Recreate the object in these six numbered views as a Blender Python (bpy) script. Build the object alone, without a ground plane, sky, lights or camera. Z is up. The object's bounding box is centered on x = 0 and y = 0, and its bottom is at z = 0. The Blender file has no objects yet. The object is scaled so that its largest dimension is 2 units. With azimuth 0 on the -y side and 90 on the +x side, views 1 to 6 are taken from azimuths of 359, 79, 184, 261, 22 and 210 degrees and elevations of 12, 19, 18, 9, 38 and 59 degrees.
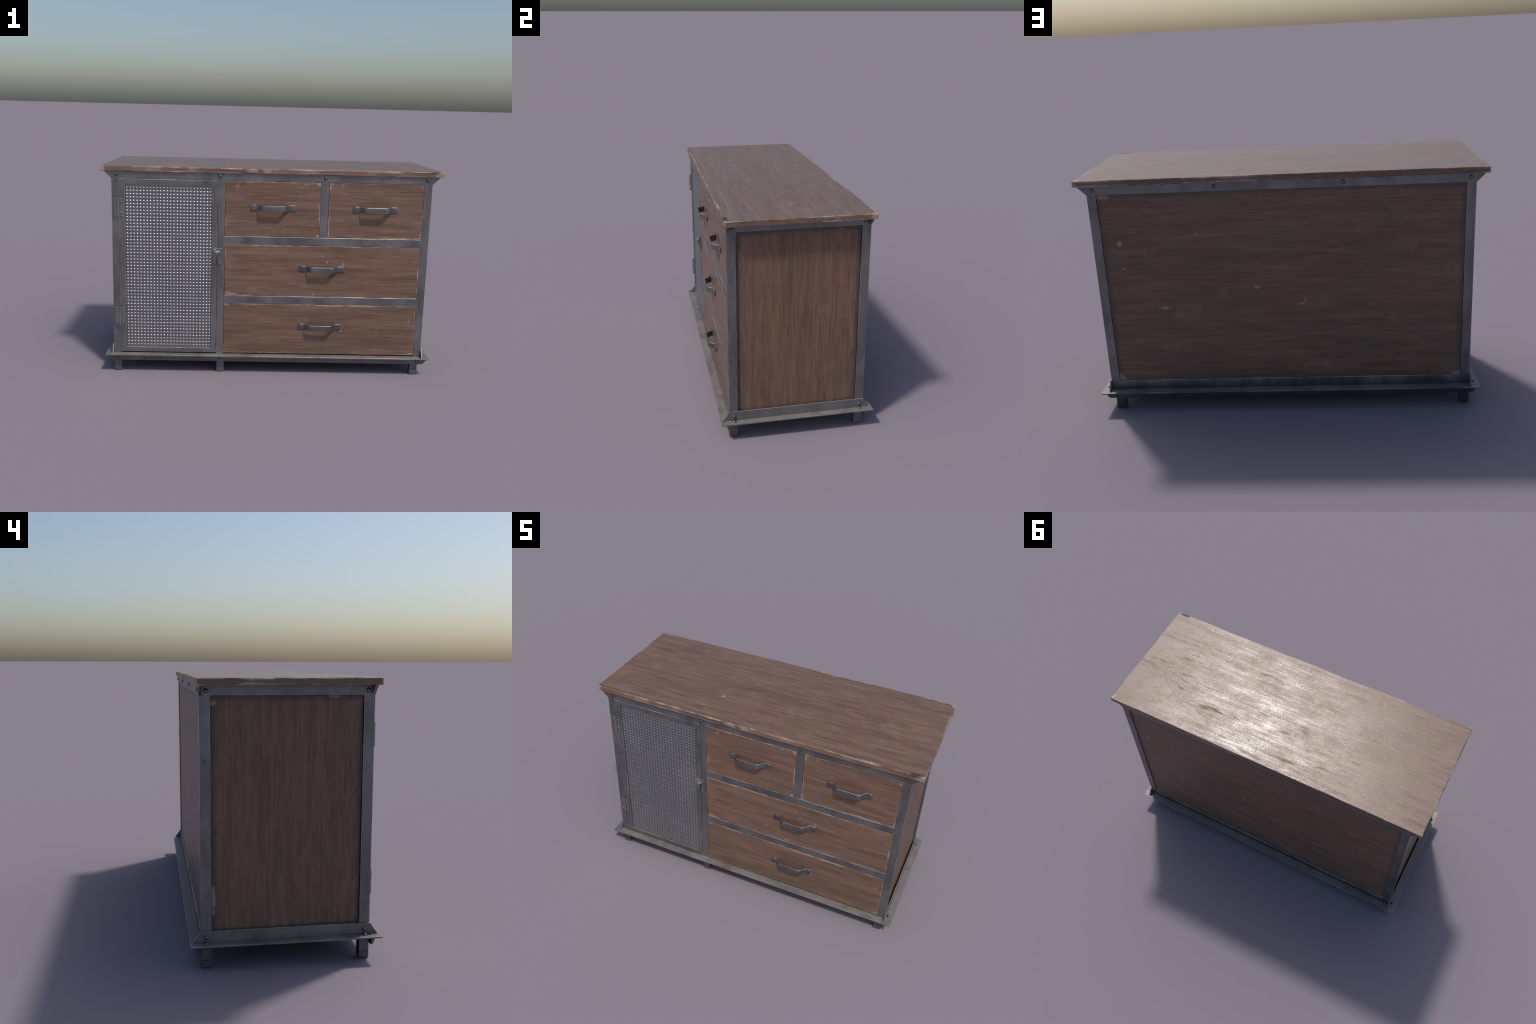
import bpy, bmesh, math, random
from mathutils import Vector, noise as mnoise

random.seed(11)
COL = bpy.context.scene.collection

# ------------------------------------------------------------------ node kit
class Kit:
    """Small helper that writes shader node trees as expressions."""

    def __init__(self, name):
        self.mat = bpy.data.materials.new(name)
        self.mat.use_nodes = True
        self.t = self.mat.node_tree
        self.bsdf = self.t.nodes["Principled BSDF"]

    def _in(self, sock, v):
        if v is None:
            return
        if isinstance(v, bpy.types.NodeSocket):
            self.t.links.new(v, sock)
        elif isinstance(v, (tuple, list)) and sock.type == "RGBA" and len(v) == 3:
            sock.default_value = (*v, 1.0)
        else:
            sock.default_value = v

    def obj(self):
        return self.t.nodes.new("ShaderNodeTexCoord").outputs["Object"]

    def normal(self):
        return self.t.nodes.new("ShaderNodeNewGeometry").outputs["Normal"]

    def position(self):
        return self.t.nodes.new("ShaderNodeNewGeometry").outputs["Position"]

    def sep(self, v):
        n = self.t.nodes.new("ShaderNodeSeparateXYZ")
        self._in(n.inputs[0], v)
        return n.outputs[0], n.outputs[1], n.outputs[2]

    def comb(self, x, y, z):
        n = self.t.nodes.new("ShaderNodeCombineXYZ")
        for s, v in zip(n.inputs, (x, y, z)):
            self._in(s, v)
        return n.outputs[0]

    def m(self, op, a, b=None, c=None, clamp=False):
        n = self.t.nodes.new("ShaderNodeMath")
        n.operation = op
        n.use_clamp = clamp
        for s, v in zip(n.inputs, (a, b, c)):
            self._in(s, v)
        return n.outputs[0]

    def mapping(self, v, scale, loc=(0, 0, 0)):
        n = self.t.nodes.new("ShaderNodeMapping")
        self._in(n.inputs["Vector"], v)
        n.inputs["Scale"].default_value = scale
        n.inputs["Location"].default_value = loc
        return n.outputs[0]

    def noise(self, v, scale=1.0, detail=4.0, rough=0.55, dist=0.0):
        n = self.t.nodes.new("ShaderNodeTexNoise")
        self._in(n.inputs["Vector"], v)
        n.inputs["Scale"].default_value = scale
        n.inputs["Detail"].default_value = detail
        n.inputs["Roughness"].default_value = rough
        n.inputs["Distortion"].default_value = dist
        return n.outputs[0]

    def voronoi(self, v, scale):
        n = self.t.nodes.new("ShaderNodeTexVoronoi")
        self._in(n.inputs["Vector"], v)
        n.inputs["Scale"].default_value = scale
        return n.outputs["Distance"], n.outputs["Color"]

    def step(self, v, lo, hi, a=0.0, b=1.0):
        n = self.t.nodes.new("ShaderNodeMapRange")
        n.interpolation_type = "SMOOTHSTEP"
        self._in(n.inputs[0], v)
        for i, x in zip((1, 2, 3, 4), (lo, hi, a, b)):
            self._in(n.inputs[i], x)
        return n.outputs[0]

    def mix(self, f, a, b, blend="MIX"):
        n = self.t.nodes.new("ShaderNodeMix")
        n.data_type = "RGBA"
        n.blend_type = blend
        self._in(n.inputs[0], f)
        self._in(n.inputs[6], a)
        self._in(n.inputs[7], b)
        return n.outputs[2]

    def ramp(self, f, stops):
        n = self.t.nodes.new("ShaderNodeValToRGB")
        e = n.color_ramp.elements
        while len(e) < len(stops):
            e.new(0.5)
        for el, (p, c) in zip(e, stops):
            el.position, el.color = p, (*c, 1)
        self._in(n.inputs[0], f)
        return n.outputs[0]

    def bump(self, h, strength, dist, normal=None):
        n = self.t.nodes.new("ShaderNodeBump")
        n.inputs["Strength"].default_value = strength
        n.inputs["Distance"].default_value = dist
        self._in(n.inputs["Height"], h)
        self._in(n.inputs["Normal"], normal)
        return n.outputs[0]

    def finish(self, **k):
        for name, v in k.items():
            self._in(self.bsdf.inputs[name.replace("_", " ")], v)
        return self.mat


# ------------------------------------------------------------------ materials
PALE = (0.43, 0.31, 0.24)


def wood(name, half, grain, seed, dark=(0.102, 0.056, 0.039), light=(0.230, 0.139, 0.098),
         wear=1.0, wear_w=0.010, dirt=0.0, specks=1.0, rough=0.44, chips=(), top=False, low_dirt=0.0, cloudy=0.5):
    """Old stained veneer. `half` = half sizes of the board, `grain` = axis index of the fibres."""
    k = Kit(name)
    P = k.obj()
    x, y, z = k.sep(P)
    ax = [x, y, z]
    thin = min(range(3), key=lambda i: half[i])
    across = [i for i in range(3) if i not in (grain, thin)][0]
    u, v, w = ax[grain], ax[across], ax[thin]
    Q = k.comb(k.m("ADD", u, seed * 3.17), k.m("ADD", v, seed * 1.71), k.m("ADD", w, seed * 0.37))
    # grain that meanders a little
    wob = k.noise(k.mapping(Q, (1.6, 2.5, 2.5)), 1.0, 2.0)
    qx, qy, qz = k.sep(Q)
    G = k.comb(qx, k.m("MULTIPLY_ADD", k.m("SUBTRACT", wob, 0.5), 0.022, qy), qz)
    a = k.noise(k.mapping(G, (5.5, 105, 105)), 1.0, 4.0, 0.62)
    b = k.noise(k.mapping(G, (2.0, 28, 28)), 1.0, 4.0, 0.6)
    f = k.noise(k.mapping(G, (20, 300, 300)), 1.0, 2.0, 0.6)
    blot = k.noise(k.mapping(G, (3.2, 7, 7)), 1.0, 4.0, 0.6)
    tone = k.m("ADD", k.m("MULTIPLY", a, 0.48), k.m("ADD", k.m("MULTIPLY", b, 0.34), k.m("MULTIPLY", f, 0.18)))
    base = k.ramp(tone, [(0.37, dark), (0.50, tuple((p + q) / 2 for p, q in zip(dark, light))), (0.625, light)])
    # olive and reddish zones of the stain
    olive = tuple(c * m for c, m in zip(light, (0.80, 0.88, 0.78)))
    red = tuple(c * m for c, m in zip(light, (1.0, 0.86, 0.86)))
    base = k.mix(k.step(blot, 0.46, 0.64, 0.0, 0.45), base, k.mix(k.step(tone, 0.35, 0.65), tuple(c * 0.62 for c in olive), olive))
    base = k.mix(k.step(k.noise(k.mapping(Q, (2.3, 9, 9), (5, 3, 1)), 1.0, 3.0), 0.52, 0.70, 0.0, 0.30), base,
                 k.mix(k.step(tone, 0.35, 0.65), tuple(c * 0.66 for c in red), red))
    # sparse sharp dark pores, drawn out along the fibre
    pore = k.noise(k.mapping(G, (7.0, 190, 190), (6, 2, 8)), 1.0, 3.0, 0.6)
    pore = k.m("MULTIPLY", k.step(pore, 0.56, 0.66), k.step(k.noise(k.mapping(G, (2.5, 10, 10), (8, 8, 2)), 1.0, 2.0), 0.40, 0.58, 0.15, 1.0))
    base = k.mix(k.m("MULTIPLY", pore, 0.36), base, tuple(c * 0.55 for c in dark))
    # cloudy rubbed patches
    cloud = k.noise(k.mapping(Q, (6.5, 8.5, 8.5), (2, 9, 4)), 1.0, 6.0, 0.68)
    base = k.mix(k.step(cloud, 0.56, 0.72, 0.0, cloudy), base, tuple(c * 1.12 for c in light))

    # distance to the nearest board edge = second smallest face distance
    d = [k.m("SUBTRACT", half[i], k.m("ABSOLUTE", ax[i])) for i in range(3)]
    lo, hi = k.m("MINIMUM", d[0], d[1]), k.m("MAXIMUM", d[0], d[1])
    e = k.m("MAXIMUM", lo, k.m("MINIMUM", hi, d[2]))
    n1 = k.noise(k.mapping(Q, (14, 14, 14), (7, 1, 2)), 1.0, 5.0, 0.62)
    n2 = k.noise(k.mapping(Q, (3.5, 3.5, 3.5), (1, 8, 3)), 1.0, 3.0, 0.6)
    n4 = k.noise(k.mapping(G, (75, 110, 110), (2, 2, 6)), 1.0, 3.0, 0.6)
    n3 = k.noise(k.mapping(G, (26, 120, 120), (3, 3, 3)), 1.0, 3.0, 0.6)

    if dirt > 0:  # dark, uneven band along the panel edges
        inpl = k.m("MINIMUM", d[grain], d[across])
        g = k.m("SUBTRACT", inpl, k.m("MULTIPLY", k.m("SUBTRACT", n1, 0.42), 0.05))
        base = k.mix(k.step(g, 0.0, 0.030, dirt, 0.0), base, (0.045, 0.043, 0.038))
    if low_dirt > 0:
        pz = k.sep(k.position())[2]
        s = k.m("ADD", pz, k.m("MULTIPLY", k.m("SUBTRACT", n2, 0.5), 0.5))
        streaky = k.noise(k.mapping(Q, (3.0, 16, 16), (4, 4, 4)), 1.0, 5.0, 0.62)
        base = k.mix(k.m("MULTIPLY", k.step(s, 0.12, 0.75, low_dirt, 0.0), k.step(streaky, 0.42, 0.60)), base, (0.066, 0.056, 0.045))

    # worn light edges
    reach = k.m("MULTIPLY", k.step(n2, 0.42, 0.66), wear_w * wear)
    reach = k.m("ADD", reach, 0.0011 * wear)
    rag = k.m("ADD", k.m("SUBTRACT", e, k.m("MULTIPLY", k.m("SUBTRACT", n1, 0.5), 0.016)), k.m("MULTIPLY", k.m("SUBTRACT", n3, 0.5), 0.004))
    edge = k.step(k.m("SUBTRACT", rag, reach), -0.0025, 0.0015, 1.0, 0.0)
    edge = k.m("MULTIPLY", edge, k.step(n1, 0.36, 0.60, 0.10, 0.95))

    # tiny knocks showing pale wood
    vd, vc = k.voronoi(k.mapping(P, (1, 1, 1), (seed, seed * 2, 0)), 17.0)
    r0, r1, r2 = k.sep(vc)
    size = k.m("MULTIPLY", k.m("MULTIPLY", r1, r1), 0.085)
    sp = k.m("MULTIPLY", k.step(k.m("SUBTRACT", k.m("ADD", vd, k.m("MULTIPLY", k.m("SUBTRACT", n1, 0.5), 0.10)), size), 0.0, 0.03, 1.0, 0.0),
             k.m("GREATER_THAN", r0, 1.0 - 0.30 * specks))
    sp = k.m("MULTIPLY", sp, k.step(r2, 0.0, 1.0, 0.15, 0.85))
    # clusters of fine nicks
    fd, fc = k.voronoi(k.mapping(P, (1, 1, 1), (seed * 2, seed, 0)), 48.0)
    g0, g1, g2 = k.sep(fc)
    nick = k.m("MULTIPLY", k.step(fd, 0.04, k.m("MULTIPLY_ADD", g1, 0.16, 0.06), 1.0, 0.0), k.m("GREATER_THAN", g0, 0.72))
    nick = k.m("MULTIPLY", k.m("MULTIPLY", nick, k.step(n2, 0.54, 0.64)), k.step(g2, 0.0, 1.0, 0.1 * specks, 0.6 * specks))
    wear_mask = k.m("MAXIMUM", k.m("MAXIMUM", edge, sp), nick)
    for cu, cv, ru, rv, strength in chips:
        ru, rv = ru * 1.25, rv * 1.25
        du = k.m("DIVIDE", k.m("SUBTRACT", u, cu), ru)
        dv = k.m("DIVIDE", k.m("SUBTRACT", v, cv), rv)
        dd = k.m("SQRT", k.m("ADD", k.m("MULTIPLY", du, du), k.m("MULTIPLY", dv, dv)))
        dd = k.m("ADD", dd, k.m("MULTIPLY", k.m("SUBTRACT", n4, 0.5), 2.2))
        wear_mask = k.m("MAXIMUM", wear_mask, k.step(dd, 0.75, 1.05, strength, 0.0))
    pale = k.mix(k.step(n3, 0.35, 0.65), tuple(c * 0.72 for c in PALE), PALE)
    colour = k.mix(wear_mask, base, pale)

    height = k.m("ADD", k.m("MULTIPLY", a, 0.5), k.m("MULTIPLY", f, 0.5))
    height = k.m("SUBTRACT", height, k.m("MULTIPLY", wear_mask, 0.6))
    rg = k.m("ADD", rough - 0.04, k.m("MULTIPLY", k.m("SUBTRACT", b, 0.5), 0.28))
    if top:
        # smears of dull dirt along the grain, water rings, pits and dents of long use
        smear = k.noise(k.mapping(Q, (3.4, 20, 20), (9, 2, 2)), 1.0, 6.0, 0.68)
        smear = k.m("MULTIPLY", k.step(smear, 0.55, 0.70), k.step(k.noise(k.mapping(Q, (2, 3, 3), (1, 6, 6)), 1.0, 2.0), 0.42, 0.60))
        rg = k.m("ADD", rg, k.m("MULTIPLY", smear, 0.30))
        rg = k.m("ADD", rg, k.m("MULTIPLY", k.m("SUBTRACT", a, 0.5), 0.28))
        rg = k.m("ADD", rg, k.m("MULTIPLY", k.m("SUBTRACT", cloud, 0.5), 0.30))
        speck = k.noise(k.mapping(P, (170, 260, 170)), 1.0, 3.0, 0.7)
        rg = k.m("ADD", rg, k.m("MULTIPLY", k.m("SUBTRACT", speck, 0.5), 0.30))
        dark_speck = k.m("MULTIPLY", k.step(speck, 0.62, 0.70), k.step(n1, 0.45, 0.60))
        rg = k.m("ADD", rg, k.m("MULTIPLY", dark_speck, 0.16))
        height = k.m("SUBTRACT", height, k.m("MULTIPLY", dark_speck, 1.0))
        rings = 0.0
        for cu, cv, r in ((0.860, -0.313, 0.038), (0.034, 0.338, 0.030)):
            dd = k.m("SQRT", k.m("ADD", k.m("POWER", k.m("SUBTRACT", u, cu), 2.0), k.m("POWER", k.m("SUBTRACT", v, cv), 2.0)))
            band = k.step(k.m("ABSOLUTE", k.m("SUBTRACT", dd, r)), 0.0005, 0.0035, 1.0, 0.0)
            rings = k.m("MAXIMUM", rings, k.m("MULTIPLY", band, k.step(n1, 0.42, 0.58)))
        rg = k.m("SUBTRACT", rg, k.m("MULTIPLY", rings, 0.09))
        colour = k.mix(k.m("MULTIPLY", rings, 0.10), colour, (0.42, 0.36, 0.31))
        pits = 0.0
        for sc, keep, rad, off in ((22.0, 0.42, 0.12, 3.0), (45.0, 0.50, 0.18, 7.0), (80.0, 0.26, 0.24, 5.0)):
            pd, pc = k.voronoi(k.mapping(P, (1, 1, 1), (off, off, 0)), sc)
            q0, q1, q2 = k.sep(pc)
            keepm = k.m("MULTIPLY", k.m("GREATER_THAN", q0, 1.0 - keep), k.step(k.noise(k.mapping(P, (2.4, 2.4, 2.4), (off, 0, 0)), 1.0, 2.0), 0.40, 0.55, 0.25, 1.0))
            pits = k.m("ADD", pits, k.m("MULTIPLY", k.m("MULTIPLY", k.step(pd, 0.0, k.m("MULTIPLY", k.m("ADD", q2, 0.35), rad), 1.0, 0.0), keepm), k.step(q1, 0.0, 1.0, 0.4, 1.0)))
        rg = k.m("ADD", rg, k.m("MULTIPLY", pits, 0.05))
        colour = k.mix(k.m("MULTIPLY", pits, 0.14), colour, (0.05, 0.037, 0.03))
        # dark burn at the front right corner
        du = k.m("DIVIDE", k.m("SUBTRACT", u, 0.953), 0.036)
        dv = k.m("DIVIDE", k.m("ADD", v, 0.381), 0.011)
        dd = k.m("SQRT", k.m("ADD", k.m("MULTIPLY", du, du), k.m("MULTIPLY", dv, dv)))
        dd = k.m("ADD", dd, k.m("MULTIPLY", k.m("SUBTRACT", n1, 0.5), 1.2))
        high = k.m("GREATER_THAN", w, half[thin] - 0.012)
        burn = k.m("MULTIPLY", k.step(dd, 0.5, 1.15, 0.92, 0.0), high)
        colour = k.mix(burn, colour, (0.022, 0.024, 0.028))
        rg = k.m("ADD", k.m("MAXIMUM", rg, 0.28), k.m("MULTIPLY", burn, 0.35))
        height = k.m("SUBTRACT", height, k.m("MULTIPLY", pits, 2.2))
    nb = k.bump(height, 0.45, 0.0012)
    return k.finish(Base_Color=colour, Roughness=k.m("ADD", rg, k.m("MULTIPLY", wear_mask, 0.12), clamp=True), Normal=nb)


def steel(name, base=(0.218, 0.215, 0.218), rough=0.45, dust=0.15, dust_low=0.0, metallic=0.85, spots=1.0, vary=1.0, rubbed=0.0):
    k = Kit(name)
    P = k.position()
    n = k.noise(k.mapping(P, (9, 9, 5)), 1.0, 5.0, 0.6)
    s = k.noise(k.mapping(P, (60, 60, 40)), 1.0, 4.0, 0.65)
    p = k.noise(k.mapping(P, (3, 3, 3), (4, 4, 4)), 1.0, 3.0, 0.6)
    col = k.mix(k.step(n, 0.35, 0.66), tuple(c * (1 - 0.22 * vary) for c in base), tuple(c * (1 + 0.16 * vary) for c in base))
    col = k.mix(k.step(p, 0.45, 0.65, 0.0, 0.5), col, (base[0] * 1.03, base[1] * 0.97, base[2] * 0.98))
    # dark stains
    st = k.m("MULTIPLY", k.step(k.noise(k.mapping(P, (16, 16, 16), (2, 2, 2)), 1.0, 5.0, 0.65), 0.60, 0.70), 0.55 * spots)
    col = k.mix(st, col, tuple(c * 0.40 for c in base))
    # dust lying low and on upward faces
    nz = k.sep(k.normal())[2]
    z = k.sep(P)[2]
    low = k.step(k.m("ADD", z, k.m("MULTIPLY", k.m("SUBTRACT", n, 0.5), 0.12)), 0.08, 0.26, 1.0, 0.0)
    d = k.m("ADD", k.m("MULTIPLY", k.step(nz, 0.5, 0.95), dust), k.m("MULTIPLY", low, dust_low))
    d = k.m("MULTIPLY", d, k.step(n, 0.30, 0.62, 0.55, 1.0), clamp=True)
    col = k.mix(d, col, (0.232, 0.200, 0.176))
    rg = k.m("ADD", rough, k.m("ADD", k.m("MULTIPLY", k.m("SUBTRACT", n, 0.5), 0.30 * vary), k.m("MULTIPLY", d, 0.18)))
    # shadow painted into the colour of low, back-facing steel
    back_shade = k.m("MULTIPLY", k.step(k.sep(k.normal())[1], 0.3, 0.7), k.step(k.m("ADD", z, k.m("MULTIPLY", k.m("SUBTRACT", n, 0.5), 0.10)), 0.12, 0.19, 0.75, 0.0))
    col = k.mix(back_shade, col, (0.045, 0.048, 0.05))
    if rubbed:
        # bevel colour lightened for sun glints along the arris, broken into patches
        patch = k.noise(k.mapping(P, (6, 6, 6), (1, 5, 2)), 1.0, 4.0, 0.65)
        glint = k.step(patch, 0.42, 0.60, 0.12 * rubbed, rubbed)
        col = k.mix(glint, col, (0.56, 0.55, 0.53))
        rg = k.m("SUBTRACT", rg, k.m("MULTIPLY", glint, 0.08))
    met = k.m("SUBTRACT", metallic, k.m("MULTIPLY", d, 0.6), clamp=True)
    return k.finish(Base_Color=col, Roughness=rg, Metallic=met, Normal=k.bump(s, 0.16, 0.001))


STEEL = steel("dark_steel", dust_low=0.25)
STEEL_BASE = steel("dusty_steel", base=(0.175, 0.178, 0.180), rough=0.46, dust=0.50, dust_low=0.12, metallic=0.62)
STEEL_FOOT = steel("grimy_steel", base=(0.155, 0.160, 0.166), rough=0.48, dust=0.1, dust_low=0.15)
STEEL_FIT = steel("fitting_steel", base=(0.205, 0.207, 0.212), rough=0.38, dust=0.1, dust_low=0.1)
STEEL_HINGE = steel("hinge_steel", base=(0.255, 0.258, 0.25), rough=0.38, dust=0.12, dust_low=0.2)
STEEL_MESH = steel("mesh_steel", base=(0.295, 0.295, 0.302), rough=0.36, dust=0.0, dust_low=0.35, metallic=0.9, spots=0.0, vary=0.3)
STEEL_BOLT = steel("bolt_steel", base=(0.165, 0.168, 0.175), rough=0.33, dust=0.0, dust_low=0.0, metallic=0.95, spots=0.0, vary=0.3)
GLINT = {
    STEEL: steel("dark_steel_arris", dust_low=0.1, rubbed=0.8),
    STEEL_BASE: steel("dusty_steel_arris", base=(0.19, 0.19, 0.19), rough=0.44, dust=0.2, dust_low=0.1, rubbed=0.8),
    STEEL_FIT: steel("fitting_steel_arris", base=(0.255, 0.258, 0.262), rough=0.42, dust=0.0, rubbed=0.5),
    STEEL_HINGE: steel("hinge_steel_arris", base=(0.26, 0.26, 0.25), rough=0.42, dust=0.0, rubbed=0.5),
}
DARK = Kit("dark_gap").finish(Base_Color=(0.016, 0.015, 0.014), Roughness=0.9)
UNDER = Kit("raw_board").finish(Base_Color=(0.09, 0.065, 0.05), Roughness=0.8)


# ------------------------------------------------------------------ mesh kit
def add(name, bm, mat, parent=None, loc=(0, 0, 0), smooth=False):
    bmesh.ops.recalc_face_normals(bm, faces=bm.faces)
    if mat not in GLINT:
        for f in bm.faces:
            f.material_index = 0
    me = bpy.data.meshes.new(name)
    bm.to_mesh(me)
    bm.free()
    steel_part = mat in GLINT
    if smooth or steel_part:
        for p in me.polygons:
            p.use_smooth = True
    me.materials.append(mat)
    if steel_part:
        me.materials.append(GLINT[mat])
    ob = bpy.data.objects.new(name, me)
    COL.objects.link(ob)
    ob.location = loc
    ob.parent = parent
    if steel_part:
        w = ob.modifiers.new("flat_faces", "WEIGHTED_NORMAL")
        w.weight = 100
    return ob


def again(src, parent, loc, rot=None, scale=None):
    ob = src.copy()
    COL.objects.link(ob)
    ob.parent = parent
    ob.location = loc
    if rot:
        ob.rotation_euler = rot
    if scale:
        ob.scale = scale
    return ob


def put_box(bm, lo, hi, bevel=0.0012):
    t = bmesh.new()
    vs = [t.verts.new((x, y, z)) for x in (lo[0], hi[0]) for y in (lo[1], hi[1]) for z in (lo[2], hi[2])]
    for f in ((0, 1, 3, 2), (4, 6, 7, 5), (0, 4, 5, 1), (2, 3, 7, 6), (0, 2, 6, 4), (1, 5, 7, 3)):
        t.faces.new([vs[i] for i in f])
    merge(bm, t, bevel)


def put_prism(bm, poly, axis, lo, hi, bevel=0.0012):
    """Extrude a polygon given in the two other axes from lo to hi along axis."""
    t = bmesh.new()
    rest = [i for i in range(3) if i != axis]

    def pt(p, h):
        c = [0, 0, 0]
        c[axis], c[rest[0]], c[rest[1]] = h, p[0], p[1]
        return c

    a = [t.verts.new(pt(p, lo)) for p in poly]
    b = [t.verts.new(pt(p, hi)) for p in poly]
    n = len(poly)
    t.faces.new(a)
    t.faces.new(b)
    for i in range(n):
        t.faces.new((a[i], a[(i + 1) % n], b[(i + 1) % n], b[i]))
    merge(bm, t, bevel)


def put_frame(bm, outer, inner, y0, y1, bevel, axis=1):
    """One-piece rectangular frame, flat across the given axis."""
    t = bmesh.new()

    def ring(r, y):
        ring_pts = []
        for p, q in ((r[0], r[2]), (r[1], r[2]), (r[1], r[3]), (r[0], r[3])):
            ring_pts.append(t.verts.new((p, y, q) if axis == 1 else (p, q, y)))
        return ring_pts

    o0, i0, o1, i1 = ring(outer, y0), ring(inner, y0), ring(outer, y1), ring(inner, y1)
    for i in range(4):
        j = (i + 1) % 4
        for q in ((o0, i0), (i0, i1), (i1, o1), (o1, o0)):
            t.faces.new((q[0][i], q[0][j], q[1][j], q[1][i]))
    bmesh.ops.recalc_face_normals(t, faces=t.faces)
    merge(bm, t, bevel)


def merge(bm, t, bevel):
    bmesh.ops.recalc_face_normals(t, faces=t.faces)
    if bevel:
        sharp = [e for e in t.edges if e.calc_face_angle(0) > 0.3]
        bmesh.ops.bevel(t, geom=sharp, offset=bevel, segments=2, profile=0.5, affect="EDGES", clamp_overlap=True, material=1)
    me = bpy.data.meshes.new("scratch")
    t.to_mesh(me)
    t.free()
    bm.from_mesh(me)
    bpy.data.meshes.remove(me)


def dome(radius, height, segs=20, rings=6, skirt=0.0):
    """Rounded bolt head standing on z = 0."""
    bm = bmesh.new()
    prev = None
    for i in range(rings + 1):
        a = i / rings * math.pi / 2
        r, h = radius * math.cos(a), height * math.sin(a) + skirt
        if i == rings:
            tip = bm.verts.new((0, 0, h))
            for j in range(segs):
                bm.faces.new((prev[j], prev[(j + 1) % segs], tip))
            break
        ring = [bm.verts.new((r * math.cos(2 * math.pi * j / segs), r * math.sin(2 * math.pi * j / segs), h)) for j in range(segs)]
        if prev:
            for j in range(segs):
                bm.faces.new((prev[j], prev[(j + 1) % segs], ring[(j + 1) % segs], ring[j]))
        prev = ring
        if i == 0:
            base = [bm.verts.new((v.co.x, v.co.y, -0.002)) for v in ring]
            for j in range(segs):
                bm.faces.new((base[j], base[(j + 1) % segs], ring[(j + 1) % segs], ring[j]))
    return bm


def disc(r, h, segs=24):
    bm = bmesh.new()
    put_prism(bm, [(r * math.cos(2 * math.pi * j / segs), r * math.sin(2 * math.pi * j / segs)) for j in range(segs)], 2, -0.001, h, 0.0009)
    return bm


def fractal(x, y, z, octaves=3):
    return mnoise.fractal(Vector((x, y, z)), 1.0, 2.0, octaves)


def worn_board(half, thin, seed, chamfer=0.0016, ragged=0.004, wobble=0.0012, step=0.006, knocks=(), both=True):
    """A flat board whose arrises are worn away by an uneven amount, with knocks (perimeter pos, width, depth)."""
    rest = [i for i in range(3) if i != thin]
    A, B, T = half[rest[0]], half[rest[1]], half[thin]
    # perimeter samples with outward direction
    loop = []
    na, nb = max(4, int(2 * A / step)), max(4, int(2 * B / step))
    for i in range(na):
        loop.append((-A + 2 * A * i / na, -B, 0, -1))
    for i in range(nb):
        loop.append((A, -B + 2 * B * i / nb, 1, 0))
    for i in range(na):
        loop.append((A - 2 * A * i / na, B, 0, 1))
    for i in range(nb):
        loop.append((-A, B - 2 * B * i / nb, -1, 0))
    corners = {0: (-1, -1), na: (1, -1), na + nb: (1, 1), 2 * na + nb: (-1, 1)}
    bm = bmesh.new()
    rows = []
    for side in (-1, 1):
        worn, outer = [], []
        for i, (a, b, da, db) in enumerate(loop):
            if i in corners:
                da, db = corners[i]
            near = min(A - abs(a) if db else B - abs(b), 0.04)
            n = fractal(a * 9, b * 9, seed + side * 3.3)
            c = chamfer + ragged * max(0.0, n) ** 1.3
            for ka, kb, kr, kd, ks in knocks:
                if ks in (0, side):
                    q = math.hypot(a - ka, b - kb) / kr
                    if q < 1.6:
                        j = 0.75 + 0.5 * fractal(a * 70, b * 70, seed + 2)
                        c += 0.7 * kd * max(0.0, 1 - q * j) ** 0.6
            c = min(c, T * 0.95 if not both else T * 0.9)
            inx, iny = a - da * c, b - db * c
            h = T * side
            worn.append((inx, iny, h))
            out = wobble * fractal(a * 5, b * 5, seed + 11 + side * 0.4) * (near / 0.04 if near < 0.04 else 1)
            out = min(out, 0.0)
            outer.append((a + da * out, b + db * out, h - side * c))
        rows.append((worn, outer))
    order = [rows[0][0], rows[0][1], rows[1][1], rows[1][0]]

    def vert(p):
        c = [0, 0, 0]
        c[rest[0]], c[rest[1]], c[thin] = p
        return bm.verts.new(c)

    rings = [[vert(p) for p in r] for r in order]
    n = len(loop)
    for r0, r1 in zip(rings, rings[1:]):
        for i in range(n):
            bm.faces.new((r0[i], r0[(i + 1) % n], r1[(i + 1) % n], r1[i]))
    bm.faces.new(rings[0])
    bm.faces.new(rings[-1])
    bmesh.ops.triangulate(bm, faces=[f for f in bm.faces if len(f.verts) > 4])
    return bm


# ------------------------------------------------------------------ sizes (metres)
X = 0.940            # outer face of the corner posts
Y = 0.376            # front / back face of the frame
TUBE = 0.045         # post width
Z_TOP, Z_UNDER = 1.2507, 1.2205
Z_RAIL = 1.1770      # lower edge of the top rails
Z_TRAY = 0.1150      # upper face of the base flange
TX, TY = 0.9865, 0.4232
MID = (-0.3205, -0.2768)
DIV = (0.2868, 0.3323)

side = bpy.data.objects.new("sideboard", None)
COL.objects.link(side)
side["label"] = "wooden sideboard in dark riveted steel frame with mesh door and four drawers"
side["category"] = "sideboard"

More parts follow.
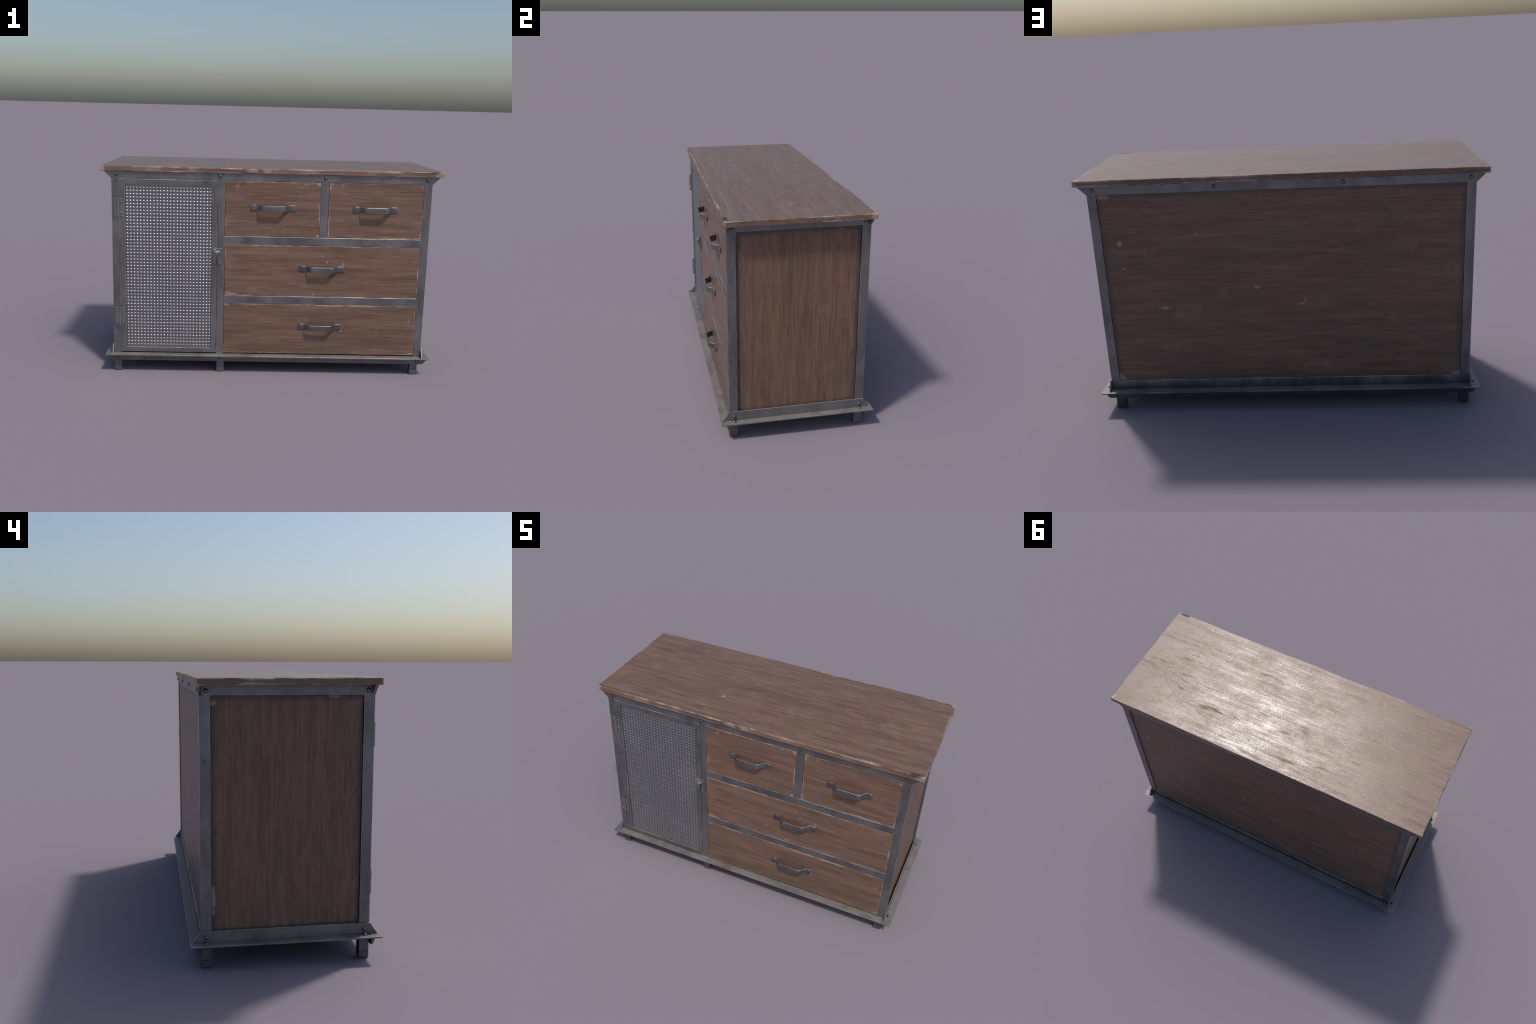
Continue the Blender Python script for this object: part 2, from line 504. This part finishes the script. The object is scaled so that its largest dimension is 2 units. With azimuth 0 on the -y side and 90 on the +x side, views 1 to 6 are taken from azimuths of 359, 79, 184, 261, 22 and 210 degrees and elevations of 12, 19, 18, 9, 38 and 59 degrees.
# ---- top
th = (1.0, 0.3893, (Z_TOP - Z_UNDER) / 2)
W_TOP = wood("wood_top", th, 0, 3.0, wear=0.9, wear_w=0.012, specks=0.6, rough=0.415, top=True,
             dark=(0.102, 0.057, 0.041), light=(0.230, 0.141, 0.099),
             chips=((-0.2777, -0.153, 0.009, 0.008, 0.95), (-0.28, -0.08, 0.004, 0.004, 0.7), (0.992, 0.375, 0.014, 0.017, 0.9),
                    (-0.988, -0.387, 0.011, 0.005, 0.9), (0.978, -0.390, 0.030, 0.007, 0.6), (-0.12, -0.390, 0.030, 0.004, 0.6), (-0.03, -0.391, 0.02, 0.004, 0.6), (0.22, -0.386, 0.05, 0.0035, 0.35), (0.58, -0.386, 0.05, 0.0035, 0.35), (-0.70, -0.386, 0.05, 0.0035, 0.35), (0.86, 0.02, 0.004, 0.004, 0.5), (-0.62, 0.30, 0.012, 0.006, 0.4)))
knocks = ((0.97, -0.389, 0.04, 0.005, 1), (1.0, 0.375, 0.03, 0.004, 1),
          (-0.13, -0.389, 0.05, 0.008, -1), (0.0, -0.389, 0.035, 0.005, -1), (0.30, -0.389, 0.09, 0.004, -1), (-0.72, -0.389, 0.10, 0.005, 1), (-0.2, -0.389, 0.12, 0.007, 1),
          (0.22, -0.389, 0.10, 0.005, 1), (0.60, -0.389, 0.10, 0.005, 1), (-1.0, 0.1, 0.05, 0.004, 1), (-1.0, -0.2, 0.06, 0.004, 1), (-1.0, 0.33, 0.05, 0.004, 1),
          (-0.45, 0.389, 0.06, 0.003, 1), (0.35, 0.389, 0.07, 0.003, 1), (1.0, -0.1, 0.05, 0.003, 1))
add("tabletop", worn_board(th, 2, 4.2, chamfer=0.0018, ragged=0.0022, wobble=0.0028, step=0.005, knocks=knocks), W_TOP, side,
    (0, 0, (Z_TOP + Z_UNDER) / 2))

# ---- posts
for sx in (-1, 1):
    for sy in (-1, 1):
        bm = bmesh.new()
        xs = sorted((sx * X, sx * (X - TUBE)))
        ys = sorted((sy * Y, sy * (Y - 0.0475)))
        put_box(bm, (xs[0], ys[0], Z_TRAY + 0.0005), (xs[1], ys[1], Z_RAIL + 0.0120), 0.0016)
        add("post", bm, STEEL, side)
bm = bmesh.new()
put_box(bm, (MID[0], -Y, Z_TRAY + 0.0005), (MID[1], -Y + 0.045, Z_RAIL + 0.0120), 0.0014)
add("post", bm, STEEL, side)
bm = bmesh.new()
put_box(bm, (DIV[0], -Y, 0.8485), (DIV[1], -Y + 0.045, Z_RAIL + 0.0120), 0.0014)
add("post", bm, STEEL, side)
for z0, z1 in ((0.7995, 0.8483), (0.4358, 0.4845)):
    bm = bmesh.new()
    put_box(bm, (MID[1] + 0.0002, -Y, z0), (X - TUBE - 0.0002, -Y + 0.045, z1), 0.0026)
    add("rail", bm, STEEL, side)
bm = bmesh.new()
put_box(bm, (-X + TUBE + 0.0002, Y - 0.045, Z_TRAY + 0.0005), (X - TUBE - 0.0002, Y, 0.1660), 0.0018)
add("rail", bm, STEEL, side)
for sx in (-1, 1):
    bm = bmesh.new()
    xs = sorted((sx * (X + 0.0005), sx * (X - 0.04)))
    put_box(bm, (xs[0], -Y + 0.0140, Z_RAIL), (xs[1], Y - 0.0140, Z_UNDER - 0.0003), 0.0012)
    add("rail", bm, STEEL, side)

# ---- L angles with mitred ears: top (upright leg down), base front/back (leg down), base sides (leg up)
for sy in (-1, 1):
    bm = bmesh.new()
    ear = [(-0.985, Z_UNDER - 0.0002), (-X - 0.0008, Z_RAIL), (X + 0.0008, Z_RAIL), (0.985, Z_UNDER - 0.0002)]
    ys = sorted((sy * (Y + 0.0006), sy * (Y - 0.0135)))
    put_prism(bm, ear, 1, ys[0], ys[1], 0.0012)
    add("angle_bar", bm, STEEL, side)

    bm = bmesh.new()
    leg = [(-0.9858, Z_TRAY - 0.0072), (-0.9555, 0.0695), (0.9555, 0.0695), (0.9858, Z_TRAY - 0.0072)]
    ys = sorted((sy * (Y + 0.0005), sy * (Y + 0.0140)))
    put_prism(bm, leg, 1, ys[0], ys[1], 0.0014)
    add("angle_bar", bm, STEEL_FOOT, side)
for sx in (-1, 1):
    bm = bmesh.new()
    leg = [(-0.4135, Z_TRAY + 0.0002), (0.4135, Z_TRAY + 0.0002), (Y + 0.0005, 0.1680), (-Y - 0.0005, 0.1680)]
    xs = sorted((sx * (X + 0.0004), sx * (X + 0.0070)))
    put_prism(bm, leg, 0, xs[0], xs[1], 0.0011)
    add("angle_bar", bm, STEEL_BASE, side)

bm = bmesh.new()
put_frame(bm, (-TX, TX, -TY, TY), (-X + 0.001, X - 0.001, -Y + 0.001, Y - 0.001), Z_TRAY - 0.0070, Z_TRAY, 0.0011, axis=2)
add("base_flange", bm, STEEL_BASE, side)

# ---- feet: short tube and a separate cap
feet = [(-0.9405, -1), (0.8795, -1), (-0.9405, 1), (0.8795, 1), (-0.3170, -1)]
for fx, sy in feet:
    bm = bmesh.new()
    ys = sorted((sy * (Y - 0.0005), sy * (Y - 0.0460)))
    put_box(bm, (fx + 0.0006, ys[0] + 0.0004, 0.0325), (fx + 0.0465, ys[1] - 0.0004, 0.1145), 0.0020)
    foot = add("foot", bm, STEEL_FOOT, side)
    bm = bmesh.new()
    put_box(bm, (fx, ys[0], 0.0), (fx + 0.0470, ys[1], 0.0318), 0.0028)
    add("foot_cap", bm, STEEL_FOOT, foot)

# ---- wooden side and back panels
ph = (0.008, 0.327, (Z_RAIL - Z_TRAY) / 2 - 0.001)
for sx, seed in ((-1, 21.0), (1, 25.0)):
    chips = ((-0.325 + 0.012, 0, 0.001, 0.001, 0.0),)
    if sx < 0:
        chips = ((-0.215 - 0.13, 0.322, 0.055, 0.011, 0.75), (0.5, 0.318, 0.010, 0.014, 0.6), (0.525, -0.20, 0.006, 0.022, 0.6))
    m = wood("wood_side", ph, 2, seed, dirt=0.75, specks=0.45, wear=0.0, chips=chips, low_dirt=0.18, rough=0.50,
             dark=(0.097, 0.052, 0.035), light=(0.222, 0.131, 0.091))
    bm = bmesh.new()
    put_box(bm, (-ph[0], -ph[1], -ph[2]), ph, 0.001)
    add("side_panel", bm, m, side, (sx * 0.9220, 0, (Z_RAIL + Z_TRAY) / 2))
bh = (0.8945, 0.008, (Z_RAIL - 0.1662) / 2)
bz = (Z_RAIL + 0.1662) / 2
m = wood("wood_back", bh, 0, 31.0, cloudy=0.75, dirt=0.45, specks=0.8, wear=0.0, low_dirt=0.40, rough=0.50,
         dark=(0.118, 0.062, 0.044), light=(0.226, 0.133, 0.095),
         chips=((0.808, 0.9236 - bz, 0.013, 0.013, 0.9), (0.612, 0.573 - bz, 0.020, 0.007, 0.8), (0.130, 0.673 - bz, 0.014, 0.007, 0.8),
                (-0.090, 0.580 - bz, 0.017, 0.005, 0.7), (-0.110, 0.600 - bz, 0.006, 0.014, 0.6), (0.80, 0.79 - bz, 0.010, 0.005, 0.5), (0.42, 0.96 - bz, 0.009, 0.006, 0.6),
                (0.875, 1.163 - bz, 0.035, 0.012, 0.55), (0.885, 0.172 - bz, 0.022, 0.014, 0.7), (-0.88, 0.172 - bz, 0.030, 0.012, 0.7), (0.885, 0.180 - bz, 0.008, 0.02, 0.6)))
bm = bmesh.new()
put_box(bm, tuple(-c for c in bh), bh, 0.001)
add("back_panel", bm, m, side, (0, 0.3620, bz))

# ---- carcass: dark box behind the drawers, floor and underside
bm = bmesh.new()
put_box(bm, (-0.900, -0.345, 0.1160), (0.900, 0.345, 1.2150), 0)
add("carcass", bm, DARK, side)
bm = bmesh.new()
put_box(bm, (-0.9385, -0.3745, 0.1030), (0.9385, 0.3745, 0.1148), 0.001)
add("bottom_board", bm, UNDER, side)

# ---- drawers with strap handles
GAP = 0.0016
drawers = [  # x0, x1, z0, z1, handle centre x, handle z
    (MID[1], DIV[0], 0.8483, Z_RAIL, 0.0064, 1.0222),
    (DIV[1], X - TUBE, 0.8483, Z_RAIL, 0.6130, 1.0222),
    (MID[1], X - TUBE, 0.4845, 0.7995, 0.3092, 0.6590),
    (MID[1], X - TUBE, 0.1200, 0.4358, 0.3092, 0.2976),
]


def strap(length=0.267, width=0.0335, reach=0.0435, thick=0.0052):
    """Flat bar bent into a shallow trapezoid pull; lies along x, out along -y."""
    half = []
    n = 14
    x0, x1 = 0.0980, 0.0580
    pts = [(length / 2, 0.0), (0.115, 0.0), (0.104, 0.0)]
    for i in range(n + 1):
        t = i / n
        s = t * t * (3 - 2 * t)
        s = 0.75 * s + 0.25 * t
        pts.append((x0 + (x1 - x0) * t, -(reach - thick) * s))
    pts += [(0.054, -(reach - thick) - 0.0002), (0.0, -(reach - thick) - 0.0006)]
    line = pts + [(-x, y) for x, y in reversed(pts[:-1])]
    bm = bmesh.new()
    prev = None
    for i, (x, y) in enumerate(line):
        a, b = line[max(0, i - 1)], line[min(len(line) - 1, i + 1)]
        tx, ty = a[0] - b[0], a[1] - b[1]
        l = math.hypot(tx, ty)
        nx, ny = ty / l, -tx / l
        ch = 0.0020
        prof = [(0, -width / 2), (thick - ch, -width / 2), (thick, -width / 2 + ch), (thick, width / 2 - ch), (thick - ch, width / 2), (0, width / 2)]
        ring = [bm.verts.new((x + nx * o, y + ny * o, zz)) for o, zz in prof]
        if prev:
            for j in range(6):
                f = bm.faces.new((prev[j], prev[(j + 1) % 6], ring[(j + 1) % 6], ring[j]))
                f.material_index = 1 if j in (1, 3) else 0
        else:
            bm.faces.new(ring)
        prev = ring
    bm.faces.new(prev)
    return bm


handle_mesh = None
knock_sets = (
    ((0.278, 0.160, 0.03, 0.003, -1), (0.276, -0.155, 0.02, 0.003, -1)),
    ((-0.277, 0.160, 0.03, 0.003, -1),),
    ((-0.58, -0.155, 0.06, 0.004, -1),),
    ((0.57, -0.155, 0.05, 0.003, -1),),
)
chip_sets = (
    ((0.272, 0.157, 0.014, 0.010, 0.8), (0.270, -0.155, 0.007, 0.008, 0.95), (0.195, 0.152, 0.010, 0.006, 0.4), (-0.21, 0.135, 0.010, 0.010, 0.3)),
    ((-0.274, 0.140, 0.006, 0.018, 0.85), (-0.266, 0.158, 0.014, 0.005, 0.85)),
    ((-0.555, -0.151, 0.046, 0.008, 0.9), (-0.565, -0.136, 0.022, 0.003, 0.7), (-0.045, -0.143, 0.006, 0.005, 0.8), (0.0, 0.095, 0.007, 0.006, 0.6), (0.03, 0.06, 0.006, 0.010, 0.5), (0.555, 0.07, 0.006, 0.004, 0.7), (0.13, 0.045, 0.004, 0.012, 0.6)),
    ((0.565, -0.151, 0.026, 0.008, 0.85), (-0.57, 0.150, 0.020, 0.006, 0.6), (0.13, 0.010, 0.007, 0.022, 0.55), (-0.133, 0.020, 0.006, 0.006, 0.5), (0.545, 0.06, 0.006, 0.007, 0.5)),
)
for i, (x0, x1, z0, z1, hx, hz) in enumerate(drawers):
    half = ((x1 - x0) / 2 - GAP, 0.0110, (z1 - z0) / 2 - GAP)
    c = ((x0 + x1) / 2, -Y + 0.0112, (z0 + z1) / 2)
    mat = wood("wood_drawer", half, 0, 41.0 + i * 5.3, wear=1.0, wear_w=0.0075, specks=1.5, rough=0.47,
               chips=chip_sets[i], low_dirt=0.35 if i == 3 else 0.0)
    d = add("drawer", worn_board(half, 1, 7.7 + i, chamfer=0.0012, ragged=0.002, wobble=0.0005, step=0.006, knocks=knock_sets[i]), mat, side, c)
    hloc = (hx - c[0], -Y - 0.0003 - c[1], hz - c[2])
    if handle_mesh is None:
        h = add("handle", strap(), STEEL_FIT, d, hloc)
        handle_mesh = h
        bolt_h = None
    else:
        again(handle_mesh, d, hloc)
    for s in (-1, 1):
        bl = (hloc[0] + s * 0.1155, hloc[1] - 0.0050, hloc[2] - 0.001)
        if bolt_h is None:
            bolt_h = add("handle_bolt", disc(0.0128, 0.0032), STEEL_FOOT, d, bl)
            bolt_h.rotation_euler = (math.pi / 2, 0, 0)
        else:
            again(bolt_h, d, bl, (math.pi / 2, 0, 0))

# ---- door: frame, embossed steel sheet, hinges, latch
DX0, DX1, DZ0, DZ1 = -0.8965, -0.3220, 0.1215, 1.1757
MX0, MX1, MZ0, MZ1 = -0.8610, -0.3530, 0.1510, 1.1425
yf = -Y - 0.0030
bm = bmesh.new()
put_frame(bm, (DX0, DX1, DZ0, DZ1), (MX0, MX1, MZ0, MZ1), yf, yf + 0.022, 0.0026)
door = add("door", bm, STEEL, side)

bm = bmesh.new()
ym = -Y + 0.0075
put_box(bm, (MX0 - 0.008, ym, MZ0 - 0.008), (MX1 + 0.008, ym + 0.008, MZ1 + 0.008), 0)
cols, rws, pitch, pz = 26, 50, 0.01965, 0.0196
rng = random.Random(5)
for r in range(rws):
    for cc in range(cols):
        cx, cz = -0.8543 + cc * pitch, 0.1620 + r * pz
        lim = math.radians((47 if r % 2 else 41) + rng.uniform(-3, 3))
        rad = 0.0083
        R = rad / math.sin(lim)
        tilt_x, tilt_z = rng.uniform(-0.05, 0.05), rng.uniform(-0.05, 0.05)
        prev, segs, rings = None, 14, 5
        for k in range(rings + 1):
            a = lim * (1 - k / rings)
            rr, h = R * math.sin(a), R * (math.cos(a) - math.cos(lim))
            if k == rings:
                tip = bm.verts.new((cx + tilt_x * h, ym - h, cz + tilt_z * h))
                for j in range(segs):
                    bm.faces.new((prev[j], prev[(j + 1) % segs], tip)).smooth = True
                break
            ring = [bm.verts.new((cx + tilt_x * h + 1.12 * rr * math.cos(2 * math.pi * j / segs), ym - h - 0.0001, cz + tilt_z * h + rr * math.sin(2 * math.pi * j / segs))) for j in range(segs)]
            if prev:
                for j in range(segs):
                    bm.faces.new((prev[j], prev[(j + 1) % segs], ring[(j + 1) % segs], ring[j])).smooth = True
            prev = ring
ob = add("embossed_sheet", bm, STEEL_MESH, door)
ob["kind"] = "stuff"


def put_dome(bm, cx, cy, cz, r, h):
    t = dome(r, h, 14, 5)
    for f in t.faces:
        f.smooth = True
    t.transform(__import__("mathutils").Matrix.Translation((cx, cy, cz)) @ __import__("mathutils").Matrix.Rotation(math.pi / 2, 4, "X"))
    merge(bm, t, 0)


def put_rod(bm, axis, centre, r, length, segs=16, bevel=0.0):
    pts = [(r * math.cos(2 * math.pi * j / segs), r * math.sin(2 * math.pi * j / segs)) for j in range(segs)]
    rest = [i for i in range(3) if i != axis]
    poly = [(centre[rest[0]] + p, centre[rest[1]] + q) for p, q in pts]
    put_prism(bm, poly, axis, centre[axis] - length / 2, centre[axis] + length / 2, bevel)


hinge = None
for zc in (1.0070, 0.3475):
    bm = bmesh.new()
    hh = 0.0550
    yb = -Y - 0.0020
    put_box(bm, (-0.9275, yb - 0.0058, -hh), (-0.9045, yb + 0.0015, hh), 0.0014)
    put_box(bm, (-0.8935, yb - 0.0058, -hh), (-0.8700, yb - 0.001, hh - 0.002), 0.0014)
    put_rod(bm, 2, (-0.8990, yb - 0.0080, -0.001), 0.0060, 2 * hh + 0.004, bevel=0.0007)
    for sx in (-0.9150, -0.8825):
        for sz in (0.031, -0.031):
            put_dome(bm, sx, yb - 0.0055, sz, 0.0058, 0.0050)
    if hinge is None:
        hinge = add("hinge", bm, STEEL_HINGE, door, (0, 0, zc))
    else:
        bm.free()
        again(hinge, door, (0, 0, zc))

# latch: two plates, a swinging tongue and a turn knob
bm = bmesh.new()
yb = -Y - 0.0032
put_box(bm, (-0.3140, yb - 0.0070, 0.6770), (-0.2905, yb + 0.0030, 0.7745), 0.0012)
put_box(bm, (-0.3470, yb - 0.0050, 0.6775), (-0.3215, yb, 0.7765), 0.0012)
put_prism(bm, [(yb - 0.0045, 0.6830), (yb - 0.0085, 0.6850), (yb - 0.0150, 0.7450), (yb - 0.0150, 0.7680), (yb - 0.0045, 0.7720)], 0, -0.3425, -0.3245, 0.0012)
put_rod(bm, 0, (-0.3180, yb - 0.0125, 0.7540), 0.0052, 0.034, bevel=0.0010)
put_rod(bm, 2, (-0.3190, yb - 0.0090, 0.7640), 0.0046, 0.022, bevel=0.0010)
put_rod(bm, 1, (-0.3200, yb - 0.0190, 0.7470), 0.0064, 0.020, bevel=0.0016)
put_prism(bm, [(-0.3255, 0.7500), (-0.3145, 0.7500), (-0.3170, 0.7260), (-0.3225, 0.7260)], 1, yb - 0.0200, yb - 0.0150, 0.0010)
add("latch", bm, STEEL_HINGE, door)

# ---- bolts
bolt = add("bolt", dome(0.0104, 0.0088, 24, 8), STEEL_BOLT, side, (-0.9120, -Y, 1.2015), smooth=True)
bolt.rotation_euler = (math.pi / 2, 0, 0)
FRONT, BACK, LEFT, RIGHT = (math.pi / 2, 0, 0), (-math.pi / 2, 0, 0), (0, -math.pi / 2, 0), (0, math.pi / 2, 0)
for bx in (-0.3085, 0.3110, 0.9130):
    again(bolt, side, (bx, -Y, 1.2018), FRONT)
for bx in (-0.9125, -0.3115, 0.3110, 0.9125):
    again(bolt, side, (bx, Y, 1.2010), BACK)
for bx in (-0.9185, -0.2965, 0.9185):
    again(bolt, side, (bx, -Y - 0.0138, 0.0895), FRONT)
for bx in (-0.9215, -0.2985, 0.9215):
    again(bolt, side, (bx, Y + 0.0138, 0.0860), BACK)
for sx, rot in ((-1, LEFT), (1, RIGHT)):
    for by in (-0.3455, 0.3455):
        again(bolt, side, (sx * X, by, 1.1972), rot)
    for by in (-0.3515, 0.3530):
        again(bolt, side, (sx * (X + 0.0070), by, 0.1400), rot, (0.92, 0.92, 1.0))
        again(bolt, side, (sx * 0.9600, by, Z_TRAY), (0, 0, 0), (0.92, 0.92, 1.0))
